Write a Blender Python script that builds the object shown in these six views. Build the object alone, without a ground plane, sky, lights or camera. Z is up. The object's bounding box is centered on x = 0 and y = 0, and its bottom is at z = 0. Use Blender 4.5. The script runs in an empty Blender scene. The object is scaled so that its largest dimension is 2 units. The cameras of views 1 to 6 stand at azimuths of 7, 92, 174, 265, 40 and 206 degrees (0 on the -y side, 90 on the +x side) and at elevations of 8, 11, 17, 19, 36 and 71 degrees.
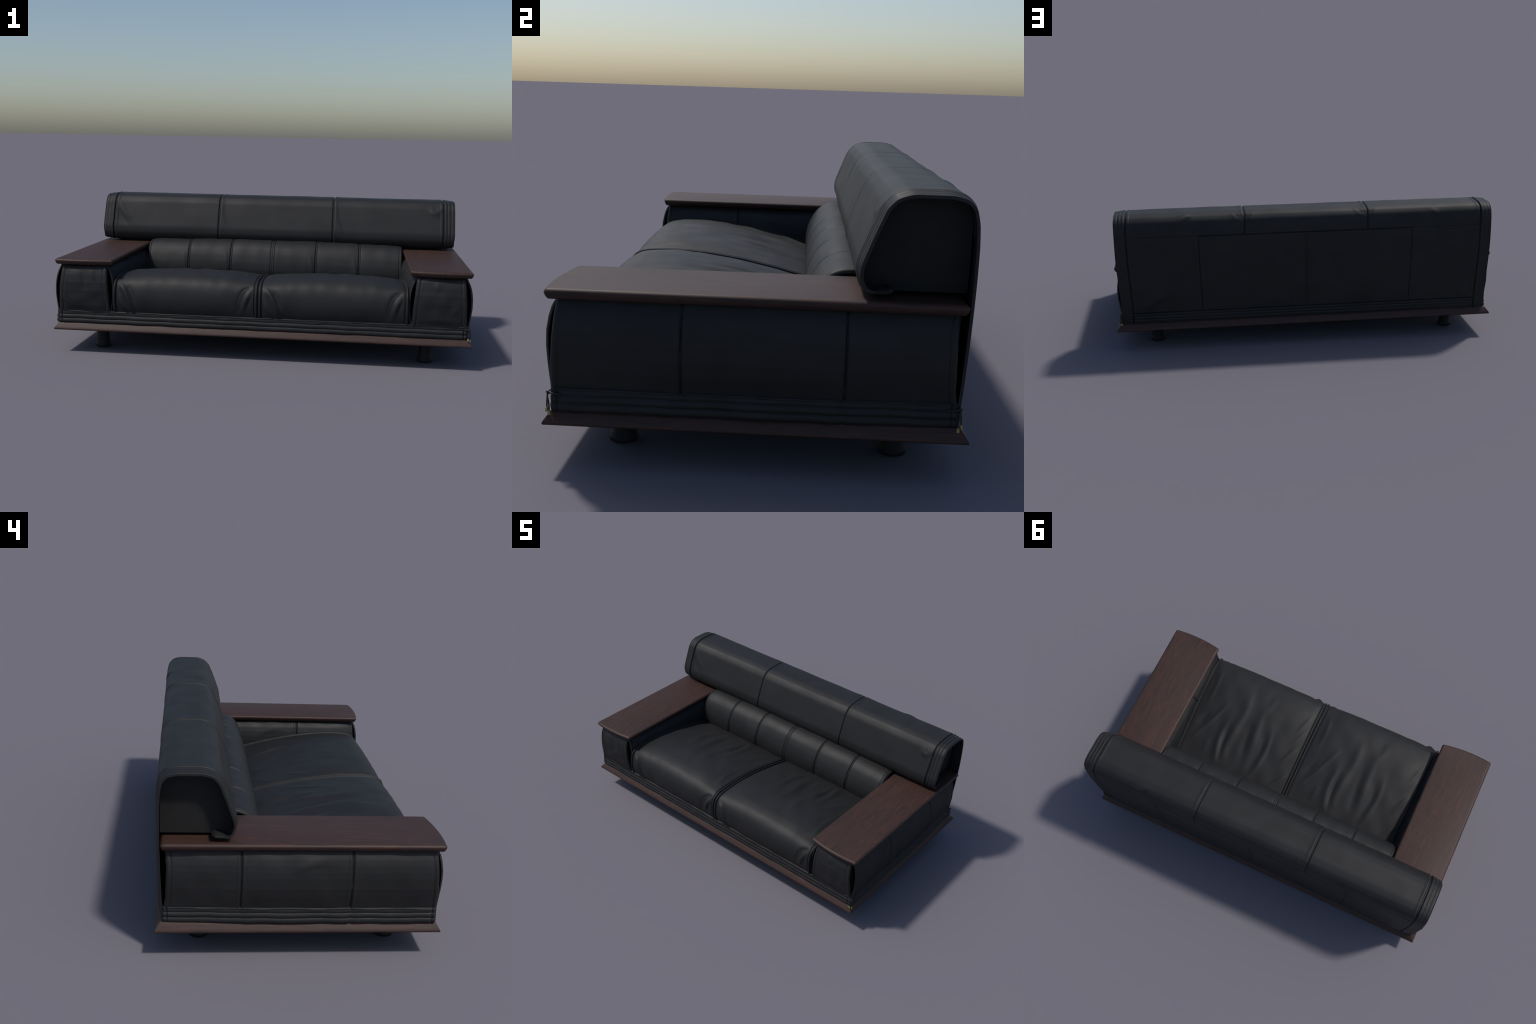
"""Two-seat black leather sofa with flat dark-wood armrests, a tufted lumbar bolster,
a draped back cover with open ends and a wooden plinth on four round feet."""
import bpy, math
import numpy as np

RNG = np.random.default_rng(11)

# ------------------------------------------------------------------ helpers


def smooth(a, b, x):
    t = np.clip((np.asarray(x, float) - a) / (b - a), 0, 1)
    return t * t * (3 - 2 * t)


def axis(a, b, coarse, fine=()):
    """Sample positions from a to b, spaced 'coarse', refined near the seams in 'fine' (pos, halfwidth, step)."""
    out, x = [a], a
    while x < b:
        h = coarse
        for c, w, st in fine:
            dist = abs(x - c)
            if dist < w:
                h = min(h, st)
            elif c > x:
                h = min(h, max(c - w - x, st))
        x += h
        out.append(min(x, b))
    out = np.array(out)
    if len(out) > 2 and out[-1] - out[-2] < 0.3 * (out[-2] - out[-3]):
        out = np.delete(out, -2)
    return out


def pipe(t, c, w, h):
    return h * np.sqrt(np.clip(1 - ((t - c) / w) ** 2, 0, 1))


def groove(t, c, w, h):
    return -h * np.exp(-((t - c) / w) ** 2)


class Profile:
    """A rounded polyline in 2D, addressed by arc length."""

    def __init__(self, pts, soften=0.012, step=0.002):
        p = np.array(pts, float)
        L = np.concatenate([[0], np.cumsum(np.linalg.norm(np.diff(p, axis=0), axis=1))])
        n = max(8, int(L[-1] / step))
        s = np.linspace(0, L[-1], n)
        q = np.stack([np.interp(s, L, p[:, i]) for i in (0, 1)], 1)
        k = int(soften / step)
        if k > 0:
            ker = np.exp(-0.5 * (np.arange(-3 * k, 3 * k + 1) / k) ** 2)
            ker /= ker.sum()
            pad = 3 * k
            for i in (0, 1):
                a = np.concatenate([2 * q[0, i] - q[pad:0:-1, i], q[:, i], 2 * q[-1, i] - q[-2:-pad - 2:-1, i]])
                q[:, i] = np.convolve(a, ker, "valid")
        self.q = q
        self.s = np.concatenate([[0], np.cumsum(np.linalg.norm(np.diff(q, axis=0), axis=1))])
        self.length = self.s[-1]

    def at(self, s):
        return np.interp(s, self.s, self.q[:, 0]), np.interp(s, self.s, self.q[:, 1])

    def near(self, a, b):
        """Arc length of the profile point closest to (a, b)."""
        return self.s[np.argmin((self.q[:, 0] - a) ** 2 + (self.q[:, 1] - b) ** 2)]


def normals(P):
    du = np.gradient(P, axis=0)
    dv = np.gradient(P, axis=1)
    n = np.cross(du, dv)
    return n / np.maximum(np.linalg.norm(n, axis=2, keepdims=True), 1e-12)


def crease(X, S, pts, h, wl, wr, spread=1.0):
    """A soft fold along a curved stroke; wl / wr are its widths on the left and right of the stroke."""
    p = np.array(pts, float)
    n = len(p)
    t = np.linspace(0, n - 1, 28)
    if n > 2:   # quadratic-ish smoothing through the control points
        from_ = np.stack([np.interp(t, np.arange(n), p[:, i]) for i in (0, 1)], 1)
        for _ in range(14):
            from_[1:-1] = 0.25 * from_[:-2] + 0.5 * from_[1:-1] + 0.25 * from_[2:]
        p = from_
    else:
        p = np.stack([np.interp(t, np.arange(n), p[:, i]) for i in (0, 1)], 1)
    best = np.full(X.shape, 1e9)
    side = np.zeros(X.shape)
    along = np.zeros(X.shape)
    m = len(p) - 1
    for i in range(m):
        a, b = p[i], p[i + 1]
        d = b - a
        L2 = max(d @ d, 1e-12)
        u = np.clip(((X - a[0]) * d[0] + (S - a[1]) * d[1]) / L2, 0, 1)
        qx, qy = X - (a[0] + u * d[0]), S - (a[1] + u * d[1])
        r = np.hypot(qx, qy)
        hit = r < best
        best = np.where(hit, r, best)
        side = np.where(hit, d[0] * qy - d[1] * qx, side)
        along = np.where(hit, (i + u) / m, along)
    w = np.where(side > 0, wl, wr) * spread
    return h * np.exp(-(best / w) ** 2) * np.sin(np.pi * np.clip(along * 0.94 + 0.03, 0, 1)) ** 0.7


def ripple(X, S, amp, size, seed):
    """Smooth, irregular unevenness of stuffed leather."""
    r = np.random.default_rng(seed)
    out = np.zeros(X.shape)
    for _ in range(9):
        a = r.uniform(0, 2 * math.pi)
        k = 2 * math.pi / (size * r.uniform(0.6, 1.6))
        out += np.sin(k * (X * math.cos(a) + S * math.sin(a)) + r.uniform(0, 6.3))
    return amp * out / 3


ROOT = bpy.data.objects.new("leather_sofa", None)
bpy.context.scene.collection.objects.link(ROOT)
ROOT["label"] = "black leather two-seat sofa with dark wood armrests"
ROOT["category"] = "sofa"


def new_object(name, verts, faces, mat, parent=None, sharp=None):
    me = bpy.data.meshes.new(name)
    me.from_pydata([tuple(v) for v in verts], [], faces)
    me.validate()
    me.materials.append(mat)
    me.shade_smooth()
    if sharp is not None:
        me.set_sharp_from_angle(angle=math.radians(sharp))
    ob = bpy.data.objects.new(name, me)
    bpy.context.scene.collection.objects.link(ob)
    ob.parent = parent or ROOT
    return ob


def grid_faces(nu, nv, base=0, flip=False):
    i, j = np.meshgrid(np.arange(nu - 1), np.arange(nv - 1), indexing="ij")
    a = base + i * nv + j
    f = np.stack([a, a + nv, a + nv + 1, a + 1], -1).reshape(-1, 4)
    return f[:, ::-1] if flip else f


def sheet(name, P, disp, thick, mat, parent=None, back_disp=0.0):
    """A padded sheet of leather: the grid P pushed out by disp, with real thickness and closed edges."""
    N = normals(P)
    outer = P + N * np.asarray(disp)[..., None]
    inner = P - N * (thick + np.zeros(P.shape[:2]) + back_disp)[..., None]
    nu, nv = P.shape[:2]
    n = nu * nv
    V = np.concatenate([outer.reshape(-1, 3), inner.reshape(-1, 3)])
    F = [grid_faces(nu, nv), grid_faces(nu, nv, n, True)]
    ring = [i * nv for i in range(nu)] + [(nu - 1) * nv + j for j in range(1, nv)] + \
           [i * nv + nv - 1 for i in range(nu - 2, -1, -1)] + [j for j in range(nv - 2, 0, -1)]
    r = np.array(ring)
    r2 = np.roll(r, -1)
    F.append(np.stack([r, r + n, r2 + n, r2], -1))
    return new_object(name, V, np.concatenate(F).tolist(), mat, parent, sharp=60)


def prism(name, outline, x0, x1, mat, parent=None):
    """Solid with a (y, z) outline extruded from x0 to x1."""
    n = len(outline)
    V = [(x0, y, z) for y, z in outline] + [(x1, y, z) for y, z in outline]
    F = [tuple(range(n))[::-1], tuple(range(n, 2 * n))]
    F += [(i, (i + 1) % n, n + (i + 1) % n, n + i) for i in range(n)]
    return new_object(name, V, F, mat, parent, sharp=35)


def box(name, x0, x1, y0, y1, z0, z1, mat, parent=None):
    return prism(name, [(y0, z0), (y1, z0), (y1, z1), (y0, z1)], x0, x1, mat, parent)


def lathe(name, profile, centre, mat, parent=None, seg=40):
    V, F = [], []
    for r, z in profile:
        for k in range(seg):
            a = 2 * math.pi * k / seg
            V.append((centre[0] + r * math.cos(a), centre[1] + r * math.sin(a), centre[2] + z))
    for i in range(len(profile) - 1):
        for k in range(seg):
            F.append((i * seg + k, i * seg + (k + 1) % seg, (i + 1) * seg + (k + 1) % seg, (i + 1) * seg + k))
    F.append(tuple(range(seg))[::-1])
    F.append(tuple((len(profile) - 1) * seg + k for k in range(seg)))
    return new_object(name, V, F, mat, parent, sharp=40)


def tube(name, pts, r, mat, parent=None, seg=10, close=False):
    p = np.array(pts, float)
    n = len(p)
    t = np.linspace(0, n - 1, (n - 1) * 6 + 1)
    q = np.stack([np.interp(t, np.arange(n), p[:, i]) for i in range(3)], 1)
    for _ in range(8):
        q[1:-1] = 0.25 * q[:-2] + 0.5 * q[1:-1] + 0.25 * q[2:]
    T = np.gradient(q, axis=0)
    T /= np.linalg.norm(T, axis=1, keepdims=True)
    up = np.array([0.31, 0.17, 0.93])
    V, F = [], []
    for c, d in zip(q, T):
        a = np.cross(d, up)
        a /= np.linalg.norm(a)
        b = np.cross(d, a)
        for k in range(seg):
            w = 2 * math.pi * k / seg
            V.append(c + r * (a * math.cos(w) + b * math.sin(w)))
    for i in range(len(q) - 1):
        for k in range(seg):
            F.append((i * seg + k, i * seg + (k + 1) % seg, (i + 1) * seg + (k + 1) % seg, (i + 1) * seg + k))
    F.append(tuple(range(seg))[::-1])
    F.append(tuple((len(q) - 1) * seg + k for k in range(seg)))
    return new_object(name, V, F, mat, parent)


# ---------------------------------------------------------------- materials


class Nodes:
    def __init__(self, name):
        self.m = bpy.data.materials.new(name)
        self.m.use_nodes = True
        self.t = self.m.node_tree
        self.bsdf = self.t.nodes["Principled BSDF"]
        self.coord = self.t.nodes.new("ShaderNodeTexCoord").outputs["Object"]

    def add(self, kind, **inputs):
        n = self.t.nodes.new("ShaderNode" + kind)
        for k, v in inputs.items():
            key = k.replace("_", " ")
            if hasattr(v, "is_output") or isinstance(v, bpy.types.NodeSocket):
                self.t.links.new(v, n.inputs[key])
            else:
                n.inputs[key].default_value = v
        return n

    def scaled(self, s):
        return self.add("Mapping", Vector=self.coord, Scale=s).outputs[0]

    def ramp(self, fac, stops):
        n = self.add("ValToRGB", Fac=fac)
        e = n.color_ramp.elements
        while len(e) < len(stops):
            e.new(0.5)
        for el, (pos, col) in zip(e, stops):
            el.position = pos
            el.color = (*col, 1) if len(col) == 3 else col
        return n.outputs[0]

    def out(self, key, socket):
        self.t.links.new(socket, self.bsdf.inputs[key])


def leather(name, tone, rough=0.59, spec=0.33, grain=1.0):
    n = Nodes(name)
    patch = n.add("TexNoise", Vector=n.coord, Scale=7.0, Detail=4.0, Roughness=0.6)
    a = tuple(c * 0.82 for c in tone)
    b = tuple(c * 1.18 for c in tone)
    pores = n.add("TexVoronoi", Vector=n.coord, Scale=330.0)
    pebble = n.add("TexNoise", Vector=n.coord, Scale=140.0, Detail=3.0)
    grit = n.add("TexNoise", Vector=n.coord, Scale=420.0, Detail=2.0)
    both = n.add("Math")
    both.operation = "MULTIPLY_ADD"
    n.t.links.new(grit.outputs[0], both.inputs[0])
    both.inputs[1].default_value = 0.8 * grain
    n.t.links.new(patch.outputs[0], both.inputs[2])
    mid = 0.5 + 0.4 * grain
    n.out("Base Color", n.ramp(both.outputs[0], [(mid - 0.25, a), (mid + 0.25, b)]))
    bump = n.add("Bump", Height=pebble.outputs[0], Strength=0.10 * grain, Distance=0.003)
    bump2 = n.add("Bump", Height=pores.outputs[0], Strength=0.10 * grain, Distance=0.001, Normal=bump.outputs[0])
    n.out("Normal", bump2.outputs[0])
    n.out("Roughness", n.ramp(patch.outputs[0], [(0.3, (rough + .03,) * 3), (0.7, (rough - .03,) * 3)]))
    n.bsdf.inputs["Specular IOR Level"].default_value = spec
    return n.m


def wood(name, along, rough=0.55):
    """Dark rosewood, grain running along the given axis (0 = x, 1 = y)."""
    n = Nodes(name)
    s = [1.0, 1.0, 1.0]
    s[along] = 0.085
    v = n.scaled(tuple(s))
    warp = n.add("TexNoise", Vector=v, Scale=105.0, Detail=6.0, Roughness=0.62, Distortion=0.6)
    fine = n.add("TexNoise", Vector=v, Scale=260.0, Detail=4.0, Roughness=0.7)
    mix = n.add("Math")
    mix.operation = "MULTIPLY_ADD"
    n.t.links.new(fine.outputs[0], mix.inputs[0])
    mix.inputs[1].default_value = 0.65
    n.t.links.new(warp.outputs[0], mix.inputs[2])
    col = n.ramp(mix.outputs[0], [(0.66, WOOD_DARK), (0.78, WOOD_MID), (0.88, WOOD_MID), (1.0, WOOD_RED)])
    n.out("Base Color", col)
    bump = n.add("Bump", Height=mix.outputs[0], Strength=0.12, Distance=0.001)
    n.out("Normal", bump.outputs[0])
    n.bsdf.inputs["Roughness"].default_value = rough
    n.bsdf.inputs["Specular IOR Level"].default_value = 0.32
    return n.m


def plain(name, col, rough, metallic=0.0, spec=0.5):
    n = Nodes(name)
    noise = n.add("TexNoise", Vector=n.coord, Scale=60.0, Detail=3.0)
    n.out("Base Color", n.ramp(noise.outputs[0], [(0.3, tuple(c * 0.9 for c in col)), (0.7, tuple(c * 1.1 for c in col))]))
    n.bsdf.inputs["Roughness"].default_value = rough
    n.bsdf.inputs["Metallic"].default_value = metallic
    n.bsdf.inputs["Specular IOR Level"].default_value = spec
    return n.m


WOOD_DARK = (0.0245, 0.0150, 0.0128)
WOOD_MID = (0.0415, 0.0208, 0.0165)
WOOD_RED = (0.066, 0.0258, 0.0187)
LEATHER = leather("black_leather", (0.0127, 0.0129, 0.0136))
BACKING = leather("end_panel_cloth", (0.0155, 0.0155, 0.0155), rough=0.75, spec=0.22, grain=1.6)
LINING = plain("dark_lining", (0.004, 0.004, 0.004), 0.9, spec=0.1)
WOOD_X = wood("rosewood_lengthwise", 0)
WOOD_Y = wood("rosewood_crosswise", 1)
FOOT = plain("black_foot", (0.0065, 0.007, 0.007), 0.6, spec=0.3)
CORD = leather("cord_leather", (0.018, 0.018, 0.018))
BRASS = plain("aged_brass", (0.30, 0.26, 0.11), 0.45, metallic=0.5)

# --------------------------------------------------------------- base plinth

plate = box("base_frame", -0.955, 0.955, -0.485, 0.485, 0.104, 0.150, LINING)


def moulding(side):
    """One mitred wooden rail of the plinth; side 0 front, 1 right, 2 back, 3 left."""
    prof = [(0.045, 0.112), (0.006, 0.112), (0.0015, 0.1135), (0.0, 0.117), (0.0015, 0.1215), (0.006, 0.128),
            (0.014, 0.139), (0.019, 0.1455), (0.022, 0.148), (0.028, 0.150), (0.045, 0.150)]
    rot = [(1, 0, 0, 1), (0, -1, 1, 0), (-1, 0, 0, -1), (0, 1, -1, 0)][side]
    half, depth = (0.999, 0.529) if side % 2 == 0 else (0.529, 0.999)
    ts = np.linspace(-1, 1, 41)
    V = []
    for t in ts:
        for ins, z in prof:
            a, b = t * (half - ins), -(depth - ins)
            V.append((rot[0] * a + rot[1] * b, rot[2] * a + rot[3] * b, z))
    m = len(prof)
    F = [(i * m + j, (i + 1) * m + j, (i + 1) * m + (j + 1) % m, i * m + (j + 1) % m)
         for i in range(len(ts) - 1) for j in range(m)]
    F += [tuple(range(m)), tuple(range((len(ts) - 1) * m, len(ts) * m))[::-1]]
    return new_object("base_moulding", V, [f[::-1] for f in F], WOOD_X if side % 2 == 0 else WOOD_Y, plate, sharp=50)


for k in range(4):
    moulding(k)

foot_profile = [(0.031, 0.0), (0.0365, 0.002), (0.0385, 0.006), (0.0385, 0.014), (0.0365, 0.019), (0.0345, 0.0215),
                (0.0345, 0.0245), (0.0325, 0.028), (0.0305, 0.034), (0.030, 0.05), (0.030, 0.110)]
for sx in (-1, 1):
    for sy in (-1, 1):
        lathe("foot", foot_profile, (sx * 0.80, sy * 0.365, 0), FOOT)

# ---------------------------------------------------------------- piped skirt
# three stuffed tucks round the foot of the upholstery: front, right, left


def skirt(side):
    half, depth = [(0.979, 0.508), (0.506, 0.985), None, (0.506, 0.985)][side]
    rot = [(1, 0, 0, 1), (0, -1, 1, 0), None, (0, 1, -1, 0)][side]
    ends = [(-half, 0.03, 0.003), (half, 0.03, 0.003)]
    u = axis(-half, half, 0.012, ends)
    z = np.linspace(0.146, 0.210, 66)
    U, Z = np.meshgrid(u, z, indexing="ij")
    w = 1 + 0.004 * np.sin(U * 31 + side)
    d = pipe(Z * w, 0.1575, 0.0108, 0.0065) + pipe(Z * w, 0.1775, 0.0102, 0.0062)
    d += pipe(Z * w, 0.1955, 0.0088, 0.0040) + pipe(Z, 0.2055, 0.0030, 0.0045)
    d += ripple(U, Z, 0.0008, 0.11, 5 + side)
    end = np.minimum(half - U, half + U)
    d -= 0.0045 * np.exp(-((end - 0.017) / 0.0022) ** 2)       # stitched line before the end
    d -= 0.010 * (1 - np.sqrt(np.clip(1 - (1 - np.clip(end / 0.010, 0, 1)) ** 2, 0, 1)))
    if side != 0:                                               # the two side seams run on through the tucks
        for c in (-0.183, 0.220):
            cc = c if side == 1 else -c
            d += groove(U, cc, 0.004, 0.0035)
    lean = 0.002 * smooth(0.150, 0.21, Z)
    B = -(depth - lean)
    if side != 0:                                               # the sides draw in towards the rear corners
        along = U if side == 1 else -U
        B = B + 0.011 * smooth(0.10, 0.50, along)
        U = U - 0.004 * (1 if side == 1 else -1)
    P = np.stack([rot[0] * U + rot[1] * B, rot[2] * U + rot[3] * B, Z], -1)
    return sheet("piped_skirt", P, d, 0.012, LEATHER, plate)


for k in (0, 1, 3):
    skirt(k)

# ------------------------------------------------------------------- carcass

box("seat_frame", -0.70, 0.70, -0.47, 0.495, 0.150, 0.27, LINING)

# ----------------------------------------------------------------------- arms


def arm(sx):
    """One arm: dark carcass, four loose leather panels that gape at the corners, wooden top board."""
    rings = [(0.150, 0.966, 0.496), (0.25, 0.976, 0.5075), (0.31, 0.979, 0.508), (0.36, 0.975, 0.503), (0.405, 0.965, 0.491), (0.436, 0.954, 0.478)]
    Vc = [(sx * px, py, h) for h, xo, yo in rings
          for px, py in ((1.703 - xo + 0.006, -yo), (xo, -yo), (xo, 0.476), (1.703 - xo + 0.006, 0.476))]
    Fc = [(4 * i + k, 4 * i + (k + 1) % 4, 4 * i + 4 + (k + 1) % 4, 4 * i + 4 + k) for i in range(5) for k in range(4)]
    Fc += [(3, 2, 1, 0), (20, 21, 22, 23)]
    core = new_object("arm", Vc, [f[::-1] for f in Fc] if sx < 0 else Fc, LINING, sharp=35)

    def place(P, flip):
        P = P.copy()
        P[..., 0] *= sx
        return P[::-1] if flip else P

    # front panel -------------------------------------------------
    z = axis(0.202, 0.437, 0.004)
    v = np.linspace(0, 1, 74)
    V, Z = np.meshgrid(v, z, indexing="ij")
    inner = np.interp(Z, [0.195, 0.30, 0.42, 0.44], [0.7195, 0.7265, 0.738, 0.741])
    outer = np.interp(Z, [0.195, 0.30, 0.42, 0.44], [0.9775, 0.971, 0.963, 0.961])
    X = inner + (outer - inner) * V
    belly = np.interp(Z, [0.20, 0.235, 0.27, 0.31, 0.35, 0.385, 0.41, 0.425, 0.437],
                      [0.510, 0.514, 0.5185, 0.522, 0.5215, 0.5155, 0.508, 0.500, 0.488])
    P = np.stack([X, -belly - 0.006 * (1 - (2 * V - 1) ** 2) * smooth(0.205, 0.24, Z) * smooth(0.45, 0.39, Z), Z], -1)
    e = np.minimum(X - inner, outer - X)
    d = groove(e, 0.021, 0.0024, 0.0022) + pipe(e, 0.008, 0.013, 0.0014) - 0.006 * (1 - smooth(0, 0.006, e))
    d += ripple(X * 1.0, Z, 0.0010, 0.10, 21 if sx > 0 else 22) * smooth(0.02, 0.05, e)
    if sx < 0:
        d += crease(X, Z, [(0.955, 0.335), (0.935, 0.285), (0.915, 0.26)], 0.004, 0.012, 0.009)
        d += crease(X, Z, [(0.957, 0.295), (0.945, 0.265), (0.92, 0.245)], 0.004, 0.010, 0.008)
        d += crease(X, Z, [(0.86, 0.40), (0.85, 0.35), (0.84, 0.31)], -0.004, 0.014, 0.010)
        d += crease(X, Z, [(0.815, 0.41), (0.80, 0.36)], 0.003, 0.012, 0.010)
    else:
        d += crease(X, Z, [(0.83, 0.41), (0.835, 0.37)], 0.003, 0.015, 0.010)
        d += crease(X, Z, [(0.93, 0.30), (0.90, 0.26)], 0.002, 0.015, 0.012)
    flip = sx < 0
    sheet("arm_front_panel", place(P, flip), d[::-1] if flip else d, 0.006, LEATHER, core)

    # outer and inner side panels ---------------------------------
    def side_panel(name, offsets, out, seed, seams):
        u = axis(-1, 1, 0.016, [(s / 0.5, 0.05, 0.006) for s in seams] + [(-1, 0.08, 0.006), (1, 0.08, 0.006)])
        U, Zs = np.meshgrid(u, z, indexing="ij")
        front = np.interp(Zs, [0.20, 0.26, 0.34, 0.42, 0.44], [0.509, 0.507, 0.502, 0.496, 0.493])
        back = np.interp(Zs, [0.20, 0.24, 0.29, 0.37, 0.41, 0.43, 0.44], [0.497, 0.491, 0.489, 0.487, 0.491, 0.496, 0.496])
        Y = np.where(U < 0, front * U, back * U)
        Xs = np.interp(Zs, [0.20, 0.215, 0.235, 0.26, 0.29, 0.33, 0.355, 0.38, 0.40, 0.42, 0.437], offsets)
        Xs = Xs + out * np.where(out > 0, 0.003 * (1 - U ** 2), 0.021 * (1 - U ** 6)) * smooth(0.21, 0.26, Zs) * smooth(0.45, 0.40, Zs)
        if out > 0:
            Xs = Xs - 0.009 * smooth(0.10, 0.50, Y)
        Pn = np.stack([Xs, Y, Zs], -1)
        ed = np.minimum(Y + front, back - Y)
        dn = groove(ed, 0.019, 0.0026, 0.0022) + pipe(ed, 0.007, 0.011, 0.0012) - 0.005 * (1 - smooth(0, 0.006, ed))
        for s in seams:
            dn = dn + groove(Y, s, 0.0035, 0.0055) + pipe(Y, s + 0.009, 0.006, 0.0012) + pipe(Y, s - 0.009, 0.006, 0.0012)
        dn = dn + ripple(Y, Zs, 0.0012, 0.16, seed) * smooth(0.02, 0.06, ed)
        dn = dn + crease(Y, Zs, [(-0.10, 0.40), (-0.03, 0.385), (0.03, 0.36)], 0.003, 0.02, 0.014)
        rev = (out > 0) != (sx > 0)
        Pn = place(Pn, rev)
        sheet(name, Pn, dn[::-1] if rev else dn, 0.006, LEATHER, core)

    side_panel("arm_side_panel", [0.9815, 0.985, 0.988, 0.992, 0.996, 0.9965, 0.9945, 0.990, 0.9835, 0.974, 0.966],
               1, 31 if sx > 0 else 32, (-0.183, 0.220))
    side_panel("arm_inner_panel", [0.7165, 0.713, 0.7105, 0.7085, 0.707, 0.7075, 0.710, 0.715, 0.722, 0.731, 0.742],
               -1, 35 if sx > 0 else 36, (-0.183,))

    # back closing panel under the cover ---------------------------
    box("arm_back_panel", min(sx * 0.74, sx * 0.955), max(sx * 0.74, sx * 0.955), 0.468, 0.484, 0.150, 0.43, LINING, core)

    # wooden top board --------------------------------------------
    x0, x1, y1, r = 0.7075, 0.9945, 0.5085, 0.011

    def front(x):
        t = (x - x0) / (x1 - x0)
        return -(0.510 + 0.009 * t + 0.0125 * (1 - (2 * t - 1) ** 2))

    def corner(cx, cy, a0, a1, n=7):
        return [(cx + r * math.cos(a), cy + r * math.sin(a)) for a in np.linspace(a0, a1, n)]

    ring = [(x, front(x)) for x in np.linspace(x0 + r, x1 - r, 40)]
    ring += corner(x1 - r, front(x1 - r) + r, -math.pi / 2 + 0.1, 0)
    ring += [(x1, y) for y in np.linspace(front(x1) + 2 * r, y1 - 2 * r, 30)]
    ring += corner(x1 - r, y1 - r, 0, math.pi / 2)
    ring += [(x, y1) for x in np.linspace(x1 - 2 * r, x0 + 2 * r, 12)]
    ring += corner(x0 + r, y1 - r, math.pi / 2, math.pi)
    ring += [(x0, y) for y in np.linspace(y1 - 2 * r, front(x0) + 2 * r, 30)]
    ring += corner(x0 + r, front(x0 + r) + r, math.pi, 1.5 * math.pi - 0.1)
    c = np.array(ring)
    T = np.roll(c, -1, 0) - np.roll(c, 1, 0)
    Nn = np.stack([T[:, 1], -T[:, 0]], 1)
    Nn /= np.linalg.norm(Nn, axis=1, keepdims=True)
    edge = [(0.0108, 0.4345), (0.0085, 0.4360), (0.0055, 0.4395), (0.002, 0.4450), (0.0, 0.4515),
            (0.0, 0.4535), (0.001, 0.4560), (0.003, 0.4582), (0.0060, 0.4605), (0.0085, 0.4616), (0.0108, 0.4620)]
    Vb, Fb, m = [], [], len(c)
    for ins, zz in edge:
        q = c - Nn * ins
        Vb += [(sx * a, b, zz) for a, b in q]
    for i in range(len(edge) - 1):
        for k in range(m):
            Fb.append((i * m + k, i * m + (k + 1) % m, (i + 1) * m + (k + 1) % m, (i + 1) * m + k))
    Fb.append(tuple(range(m))[::-1])
    Fb.append(tuple((len(edge) - 1) * m + k for k in range(m)))
    if sx < 0:
        Fb = [f[::-1] for f in Fb]
    new_object("armrest_board", Vb, Fb, WOOD_Y, core, sharp=50)


arm(1)
arm(-1)

# -------------------------------------------------------------- seat cushions
# one profile over the crown of a cushion, one along its sewn edges; (y, z) from the skirt up and back

CROWN = Profile([(-0.505, 0.204), (-0.513, 0.218), (-0.5215, 0.245), (-0.5255, 0.28), (-0.519, 0.324), (-0.502, 0.359),
                 (-0.470, 0.386), (-0.42, 0.400), (-0.36, 0.402), (-0.28, 0.396), (-0.20, 0.384), (-0.10, 0.363),
                 (0.0, 0.338), (0.09, 0.314), (0.18, 0.288)], 0.014)
HEM = Profile([(-0.504, 0.204), (-0.510, 0.225), (-0.5155, 0.26), (-0.5155, 0.295), (-0.510, 0.328), (-0.494, 0.355),
               (-0.462, 0.371), (-0.39, 0.376), (-0.30, 0.374), (-0.22, 0.367), (-0.12, 0.353), (0.0, 0.328),
               (0.09, 0.305), (0.18, 0.280)], 0.012)


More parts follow.
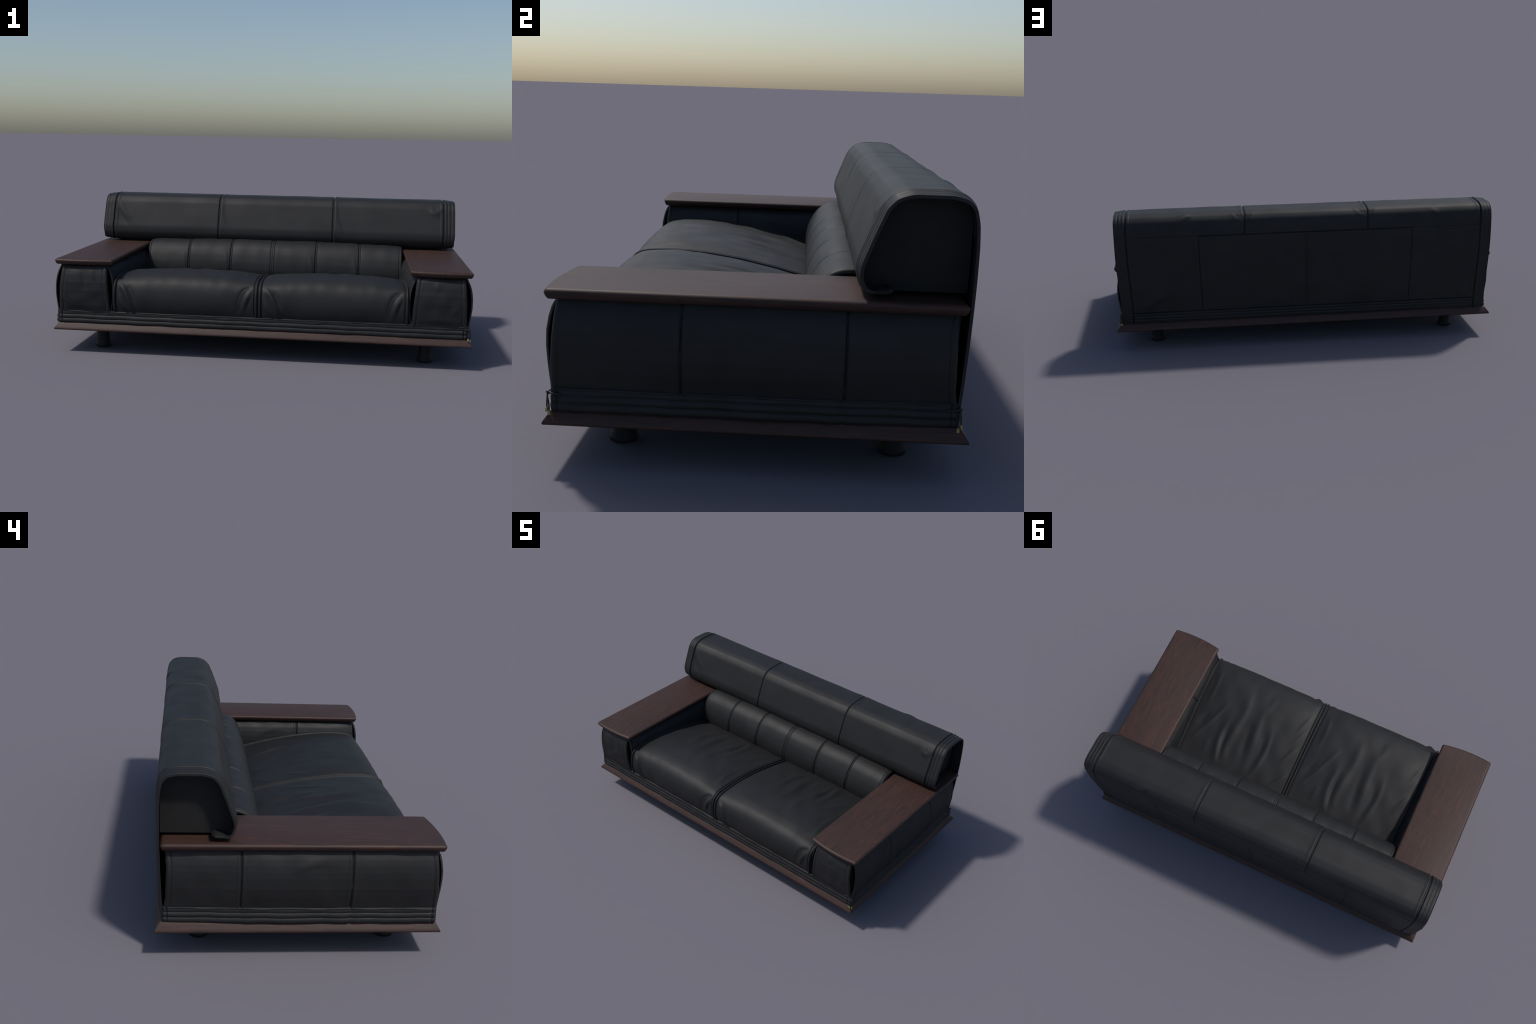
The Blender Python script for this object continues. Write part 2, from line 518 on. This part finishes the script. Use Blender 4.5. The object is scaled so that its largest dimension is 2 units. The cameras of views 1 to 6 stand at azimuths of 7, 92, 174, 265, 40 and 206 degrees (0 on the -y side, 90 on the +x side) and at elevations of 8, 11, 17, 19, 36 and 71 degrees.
def seat(sx):
    L = CROWN.length
    half = 0.3525
    s = axis(0, L, 0.0055)
    fine = [(-half + 0.008, 0.014, 0.0011), (half - 0.008, 0.014, 0.0011)]
    x = axis(-half, half, 0.0055, fine)
    X, S = np.meshgrid(x, s, indexing="ij")
    ay, az = CROWN.at(S)
    by, bz = HEM.at(S * HEM.length / L)
    t = np.clip(1 - (np.abs(X) / (half - 0.012)) ** 3.2, 0, 1)
    w = t ** 0.85
    Y, Z = by + (ay - by) * w, bz + (az - bz) * w
    shift = -sx * 0.014 * smooth(-0.45, 0.10, Y) * np.clip(0.5 + sx * X / half / 2, 0, 1)   # narrows towards the back
    P = np.stack([X + sx * 0.354 + shift, Y, Z], -1)
    e = half - np.abs(X)
    outer_side = (X * sx) > 0
    # piping round the edge, stitched valley inside it
    d = pipe(e, 0.0075, 0.0065, 0.0060) + groove(e, 0.0155, 0.0028, 0.0045)

    def top(pts):
        return [(a, CROWN.near(b, zt(b))) for a, b in pts]

    def zt(y):
        return float(np.interp(y, [-0.51, -0.487, -0.455, -0.41, -0.35, -0.28, -0.2, -0.1, 0, 0.09, 0.18],
                               [0.335, 0.373, 0.391, 0.401, 0.402, 0.396, 0.384, 0.363, 0.338, 0.314, 0.288]))

    def front(pts):
        return [(a, CROWN.near(-0.52, b)) for a, b in pts]

    inside = smooth(0.016, 0.05, e)
    f = np.zeros(X.shape)
    # long drag folds that run from the back of the seat towards the front
    f += crease(X, S, top([(0.127, -0.155), (0.138, -0.076), (0.130, 0.011), (0.106, 0.093)]), 0.0075, 0.014, 0.017, 1.2)
    f += crease(X, S, top([(0.066, -0.36), (0.049, -0.222), (0.075, -0.073), (0.080, 0.013), (0.065, 0.064)]), 0.0080, 0.020, 0.024, 1.2)
    f += crease(X, S, top([(-0.041, -0.33), (-0.046, -0.253), (-0.055, -0.141), (-0.065, -0.049), (-0.072, 0.06)]), 0.0060, 0.018, 0.026, 1.2)
    f += crease(X, S, top([(-0.137, -0.20), (-0.153, -0.081), (-0.140, 0.019), (-0.116, 0.11)]), 0.0065, 0.012, 0.020, 1.2)
    f += crease(X, S, top([(0.10, -0.125), (0.107, -0.03), (0.095, 0.06)]), -0.0050, 0.012, 0.012, 1.2)
    f += crease(X, S, top([(-0.012, -0.20), (-0.02, -0.09), (-0.035, 0.04)]), -0.0045, 0.018, 0.018, 1.2)
    f += crease(X, S, top([(-0.115, -0.16), (-0.125, -0.06), (-0.10, 0.06)]), -0.0035, 0.015, 0.015, 1.2)
    f += crease(X, S, top([(0.165, -0.25), (0.226, -0.104), (0.30, 0.02)]), 0.0045, 0.010, 0.012, 1.2)
    f += crease(X, S, top([(0.25, -0.17), (0.29, -0.08)]), -0.0030, 0.012, 0.012, 1.2)
    f += crease(X, S, top([(0.19, -0.02), (0.20, 0.07)]), 0.003, 0.014, 0.014, 1.2)
    f += crease(X, S, top([(-0.320, -0.40), (-0.274, -0.249)]), 0.0030, 0.010, 0.010, 1.2)
    f += crease(X, S, top([(-0.33, -0.31), (-0.28, -0.20)]), 0.0025, 0.008, 0.008, 1.2)
    f += crease(X, S, top([(-0.315, -0.18), (-0.256, -0.055)]), 0.0040, 0.010, 0.010, 1.2)
    f += crease(X, S, top([(-0.330, -0.02), (-0.237, 0.121)]), 0.0050, 0.012, 0.012, 1.2)
    f += crease(X, S, top([(0.295, -0.43), (0.283, -0.355), (0.284, -0.219)]), 0.0030, 0.010, 0.010, 1.2)
    f += crease(X, S, top([(-0.08, -0.40), (-0.061, -0.27)]), 0.0025, 0.018, 0.014, 1.2)
    # gathered puckers at the front corners
    f += crease(X, S, front([(-0.332, 0.350), (-0.303, 0.338), (-0.283, 0.303), (-0.263, 0.253), (-0.256, 0.205)]), 0.0128, 0.011, 0.014)
    f += crease(X, S, front([(-0.334, 0.310), (-0.304, 0.252), (-0.280, 0.205)]), 0.0097, 0.009, 0.010)
    f += crease(X, S, front([(-0.280, 0.345), (-0.262, 0.31), (-0.245, 0.26)]), -0.0053, 0.010, 0.010)
    f += crease(X, S, front([(0.337, 0.372), (0.295, 0.349), (0.272, 0.309), (0.257, 0.225)]), -0.0083, 0.011, 0.012)
    f += crease(X, S, front([(0.338, 0.345), (0.312, 0.291), (0.296, 0.244)]), -0.0053, 0.009, 0.009)
    f += crease(X, S, front([(0.330, 0.335), (0.300, 0.300), (0.285, 0.240)]), 0.0053, 0.010, 0.010)
    # scalloped shoulder along the front edge
    sh = np.exp(-((S - CROWN.near(-0.487, 0.358)) / 0.040) ** 2)
    for c, a in ((-0.252, .8), (-0.191, 1.0), (-0.116, 1.1), (-0.041, .9), (0.060, 1.1), (0.133, 1.0), (0.200, .9)):
        f += 0.0012 * a * sh * np.exp(-((X - c) / 0.022) ** 2)
    f += ripple(X + sx * 0.01, S, 0.0010, 0.13, 51)
    d = d + (0.95 * f - 0.0008) * inside
    # round the side walls down between cushion and arm (outer) or into the centre seam
    depth = np.where(outer_side, 0.10, 0.012)
    k = np.clip(e / 0.0065, 0, 1)
    d = d - 0.004 * (1 - np.sqrt(np.clip(1 - (1 - k) ** 2, 0, 1)))
    ends = []
    # add two extra columns that fall away at each side
    Pl, Pr, dl, dr = P[:1], P[-1:], d[:1] - depth[:1], d[-1:] - depth[-1:]
    P = np.concatenate([Pl + [[[-0.0012, 0, 0]]], Pl + [[[-0.0009, 0, 0]]], P, Pr + [[[0.0009, 0, 0]]], Pr + [[[0.0012, 0, 0]]]])
    d = np.concatenate([dl, d[:1] - 0.006, d, d[-1:] - 0.006, dr])
    # use the mid-sheet normals for the walls so that they drop straight down
    return sheet("seat_cushion", P, d, 0.004, LEATHER)


seat(-1)
seat(1)

# ------------------------------------------------------------- lumbar bolster


def bolster():
    prof = Profile([(0.160, 0.22), (0.130, 0.25), (0.120, 0.29), (0.116, 0.335), (0.122, 0.372), (0.137, 0.41),
                    (0.158, 0.443), (0.185, 0.465), (0.212, 0.476), (0.250, 0.479), (0.30, 0.474)], 0.010)
    seams = [-0.468, -0.2335, 0.0, 0.2335, 0.468]
    half = 0.702
    x = axis(-half, half, 0.007, [(c, 0.014, 0.0013) for c in seams] + [(-half, 0.02, 0.0015), (half, 0.02, 0.0015)])
    s = axis(0, prof.length, 0.005)
    X, S = np.meshgrid(x, s, indexing="ij")
    Y, Z = prof.at(S)
    Z = Z + 0.012 * (1 - np.abs(X / half) ** 2.5) * smooth(0.28, 0.46, Z)
    P = np.stack([X, Y, Z], -1)
    d = ripple(X, S, 0.0010, 0.14, 61)
    edges = [-half] + seams + [half]
    for a, b in zip(edges[:-1], edges[1:]):
        t = np.clip((X - a) / (b - a), 0, 1)
        d += 0.0016 * (1 - np.abs(2 * t - 1) ** 4) * ((X >= a) & (X < b))
    for c in seams:
        if c == 0:
            d += groove(X, -0.010, 0.0025, 0.003) + groove(X, 0.010, 0.0025, 0.003) + groove(X, 0, 0.002, 0.0015)
            continue
        d += groove(X, c, 0.0026, 0.0045) + groove(X, c + 0.010, 0.0020, 0.0020) + pipe(X, c + 0.005, 0.004, 0.001)
        d += crease(X, S, [(c - 0.03, prof.near(0.14, 0.415)), (c - 0.018, prof.near(0.12, 0.36)), (c - 0.010, prof.near(0.114, 0.31))], 0.003, 0.008, 0.008)
    end = half - np.abs(X)
    d += groove(end, 0.016, 0.0025, 0.0025)
    d -= 0.012 * (1 - np.sqrt(np.clip(1 - (1 - np.clip(end / 0.012, 0, 1)) ** 2, 0, 1)))
    sheet("lumbar_bolster", P, d, 0.008, LEATHER)


bolster()

# ------------------------------------------------------------- backrest

SHELL = [(0.331, 0.484), (0.323, 0.471), (0.300, 0.4700), (0.270, 0.4705), (0.247, 0.4845), (0.236, 0.515), (0.2385, 0.548), (0.2650, 0.618),
         (0.295, 0.690), (0.320, 0.716), (0.357, 0.7275), (0.455, 0.7275), (0.493, 0.718), (0.515, 0.695),
         (0.524, 0.655), (0.527, 0.60), (0.5265, 0.52), (0.525, 0.44), (0.522, 0.34), (0.517, 0.24), (0.513, 0.19), (0.509, 0.149)]


def backrest():
    prof = Profile(SHELL, 0.0085)
    L = prof.length
    half = 0.984
    hs = prof.near(0.527, 0.616)          # horizontal seam on the back
    low = [prof.near(0.512, z) for z in (0.208, 0.190, 0.172, 0.158)]
    tops = (-0.320, 0.320)
    lows = (-0.557, 0.0, 0.557)
    fine = [(c, 0.016, 0.0014) for c in sorted(tops + lows)]
    fine = [(-half + 0.035, 0.045, 0.0020)] + fine + [(half - 0.035, 0.045, 0.0020)]
    x = axis(-half, half, 0.008, fine)
    s = axis(0, L, 0.0055, [(hs, 0.008, 0.0012), (low[0] + 0.02, 0.04, 0.0014)])
    X, S = np.meshgrid(x, s, indexing="ij")
    Y, Z = prof.at(S)
    rear = smooth(prof.near(0.527, 0.55), prof.near(0.512, 0.2), S)
    ax = np.abs(X)
    taper = 1 - 0.014 * rear
    front_in = 0.004 * smooth(0.55, 0.50, Z) * (S < L / 2)
    P = np.stack([X * taper - np.sign(X) * front_in * (ax / half) ** 8, Y, Z], -1)
    e = half - ax
    on_back = smooth(hs - 0.006, hs + 0.006, S)
    upper = 1 - on_back
    # the ends draw in a little, three stuffed tucks run round them
    d = -0.0095 * smooth(0.085, 0.0, e)
    tuck_h = 0.0042 * (1 - 0.45 * on_back)
    for c in (0.0115, 0.0300, 0.0485):
        d += tuck_h * np.sqrt(np.clip(1 - ((e - c) / 0.0098) ** 2, 0, 1))
    d += groove(e, 0.0605, 0.0040, 0.0080) * (1 - 0.3 * on_back) + pipe(e, 0.070, 0.010, 0.0015)
    # vertical seams
    for c in tops:
        d += (groove(X, c, 0.0042, 0.0065) + pipe(X, c + 0.012, 0.008, 0.0016)) * upper
    d += (groove(X, -0.557, 0.0028, 0.0048) + groove(X, 0.557, 0.0028, 0.0048) + groove(X, -0.004, 0.0035, 0.004) + groove(X, 0.004, 0.0035, 0.004)) \
        * on_back * smooth(low[0], low[0] - 0.01, S)
    mid = smooth(0.57, 0.55, ax)
    d += groove(S, hs, 0.0026, 0.0048) * (0.5 + 0.5 * mid) * smooth(0.055, 0.065, e)
    d += groove(S, low[0], 0.0026, 0.005) * smooth(0.055, 0.065, e)
    tucks = sum(pipe(S, c + 0.0085, 0.0085, 0.0032) for c in low[:3])
    d += tucks * smooth(0.03, 0.05, e) * (0.75 + 0.25 * mid)
    # slack leather
    f = ripple(X, S, 0.0006, 0.20, 71) * upper + ripple(X, S, 0.0005, 0.25, 72) * on_back
    sr = prof.near(0.515, 0.705)
    st = prof.near(0.485, 0.722)
    for c in tops:
        for dx, h in ((-0.032, 0.0032), (-0.014, 0.0022), (0.022, 0.0032), (0.044, 0.0022)):
            f += crease(X, S, [(c + dx * 1.5, st), (c + dx, sr - 0.005), (c + dx * 0.7, sr + 0.03)], h, 0.008, 0.010)
            f += crease(X, S, [(c + dx * 1.15, st + 0.01), (c + dx * 0.6, sr), (c + dx * 0.4, sr + 0.03)], -h * 1.1, 0.008, 0.008)
        g = prof.near(0.262, 0.615)
        f += crease(X, S, [(c + 0.012, g + 0.07), (c + 0.02, g), (c + 0.045, g - 0.10)], 0.0025, 0.012, 0.012)
    f += crease(X, S, [(0.69, sr + 0.045), (0.655, sr + 0.005), (0.60, st)], 0.006, 0.016, 0.018)
    f += crease(X, S, [(0.64, sr + 0.03), (0.60, sr - 0.01)], -0.005, 0.014, 0.014)
    f += crease(X, S, [(-0.70, sr + 0.03), (-0.66, sr - 0.01)], 0.003, 0.014, 0.014)
    g = prof.near(0.285, 0.67)
    f += crease(X, S, [(-0.905, g + 0.02), (-0.88, g - 0.035), (-0.83, g - 0.09)], 0.0055, 0.016, 0.020)
    f += crease(X, S, [(-0.910, g - 0.02), (-0.89, g - 0.065), (-0.85, g - 0.13)], -0.004, 0.016, 0.014)
    f += crease(X, S, [(0.905, g + 0.02), (0.885, g - 0.01), (0.84, g + 0.0)], 0.0035, 0.014, 0.014)
    f += crease(X, S, [(0.90, g - 0.04), (0.87, g - 0.01), (0.85, g + 0.03)], 0.0025, 0.010, 0.012)
    lo = prof.near(0.514, 0.25)
    f += crease(X, S, [(0.89, lo + 0.03), (0.80, lo - 0.03), (0.70, lo - 0.07)], 0.005, 0.02, 0.02)
    f += crease(X, S, [(-0.89, lo + 0.03), (-0.82, lo - 0.02)], 0.004, 0.02, 0.02)
    d += f * smooth(0.060, 0.078, e)
    d -= 0.005 * (1 - np.sqrt(np.clip(1 - (1 - np.clip(e / 0.006, 0, 1)) ** 2, 0, 1)))
    inner_tucks = sum(pipe(e, c, 0.0098, 0.003) for c in (0.0115, 0.0300, 0.0485))

    lip = 0.008 * smooth(0.070, 0.040, S)
    cover = sheet("backrest_cover", P, d, 0.0068, LEATHER, None, inner_tucks + lip)
    # cloth-covered block inside, set back from the open ends
    q = Profile(SHELL[4:15], 0.008)
    s = np.linspace(0, q.length, 60)
    yy, zz = q.at(s)
    c = np.array([0.39, 0.60])
    T = np.gradient(np.stack([yy, zz], 1), axis=0)
    n = np.stack([T[:, 1], -T[:, 0]], 1)
    n /= np.linalg.norm(n, axis=1, keepdims=True)
    sgn = np.sign(((np.stack([yy, zz], 1) - c) * n).sum(1).mean())
    pts = np.stack([yy, zz], 1) - sgn * n * 0.0125
    outline = [tuple(p) for p in pts if p[1] > 0.479] + [(0.512, 0.56), (0.511, 0.4745), (0.262, 0.4745)]
    block = prism("end_panel", outline, -0.926, 0.926, BACKING, cover)
    for v in block.data.vertices:               # the cloth ends lean inwards towards the board
        v.co.x -= math.copysign(0.011 * float(smooth(0.66, 0.48, v.co.z)), v.co.x)
    box("back_frame", -0.895, 0.895, 0.275, 0.505, 0.4625, 0.4735, LINING, cover)
    # closed-off hollow under the block, between the arms
    box("back_frame", -0.70, 0.70, 0.24, 0.480, 0.272, 0.465, LINING, cover)


backrest()

# ----------------------------------------------------- corner ties with brass tips


def corner_tie(sy):
    sgn = -1 if sy < 0 else 1
    yb = 0.508 if sy < 0 else 0.499
    x, z = (0.983 if sy < 0 else 0.9735), 0.1955

    def p(dx, dy, dz):
        return (x + dx, sgn * (yb + dy), z + dz)

    band = tube("corner_tie", [p(-0.024, 0.003, -0.001), p(-0.012, 0.006, 0), p(0.0, 0.007, 0.001), p(0.008, -0.001, 0),
                               p(0.010, -0.012, -0.001), p(0.0095, -0.026, -0.002)], 0.0022, CORD)
    tube("tie_knot", [p(-0.004, 0.007, -0.004), p(0.002, 0.011, 0.001), p(0.007, 0.007, 0.003), p(0.005, 0.002, -0.001),
                      p(0.0, 0.008, -0.005)], 0.0026, CORD, band)
    for dx, dy, dz in ((-0.001, 0.0115, -0.043), (0.0085, 0.003, -0.048)):
        end = p(dx, dy, dz)
        tube("tie_end", [p(0.002, 0.008, 0.0), p(0.003 + dx * 0.3, 0.008, -0.008), p(dx * 1.1, dy * 0.95, -0.025), end], 0.0020, CORD, band)
        lathe("brass_tip", [(0.0016, 0.003), (0.0030, 0.002), (0.0036, -0.001), (0.0044, -0.007), (0.0046, -0.0085), (0.0030, -0.0095)][::-1],
              end, BRASS, band, 16)


corner_tie(-1)
corner_tie(1)
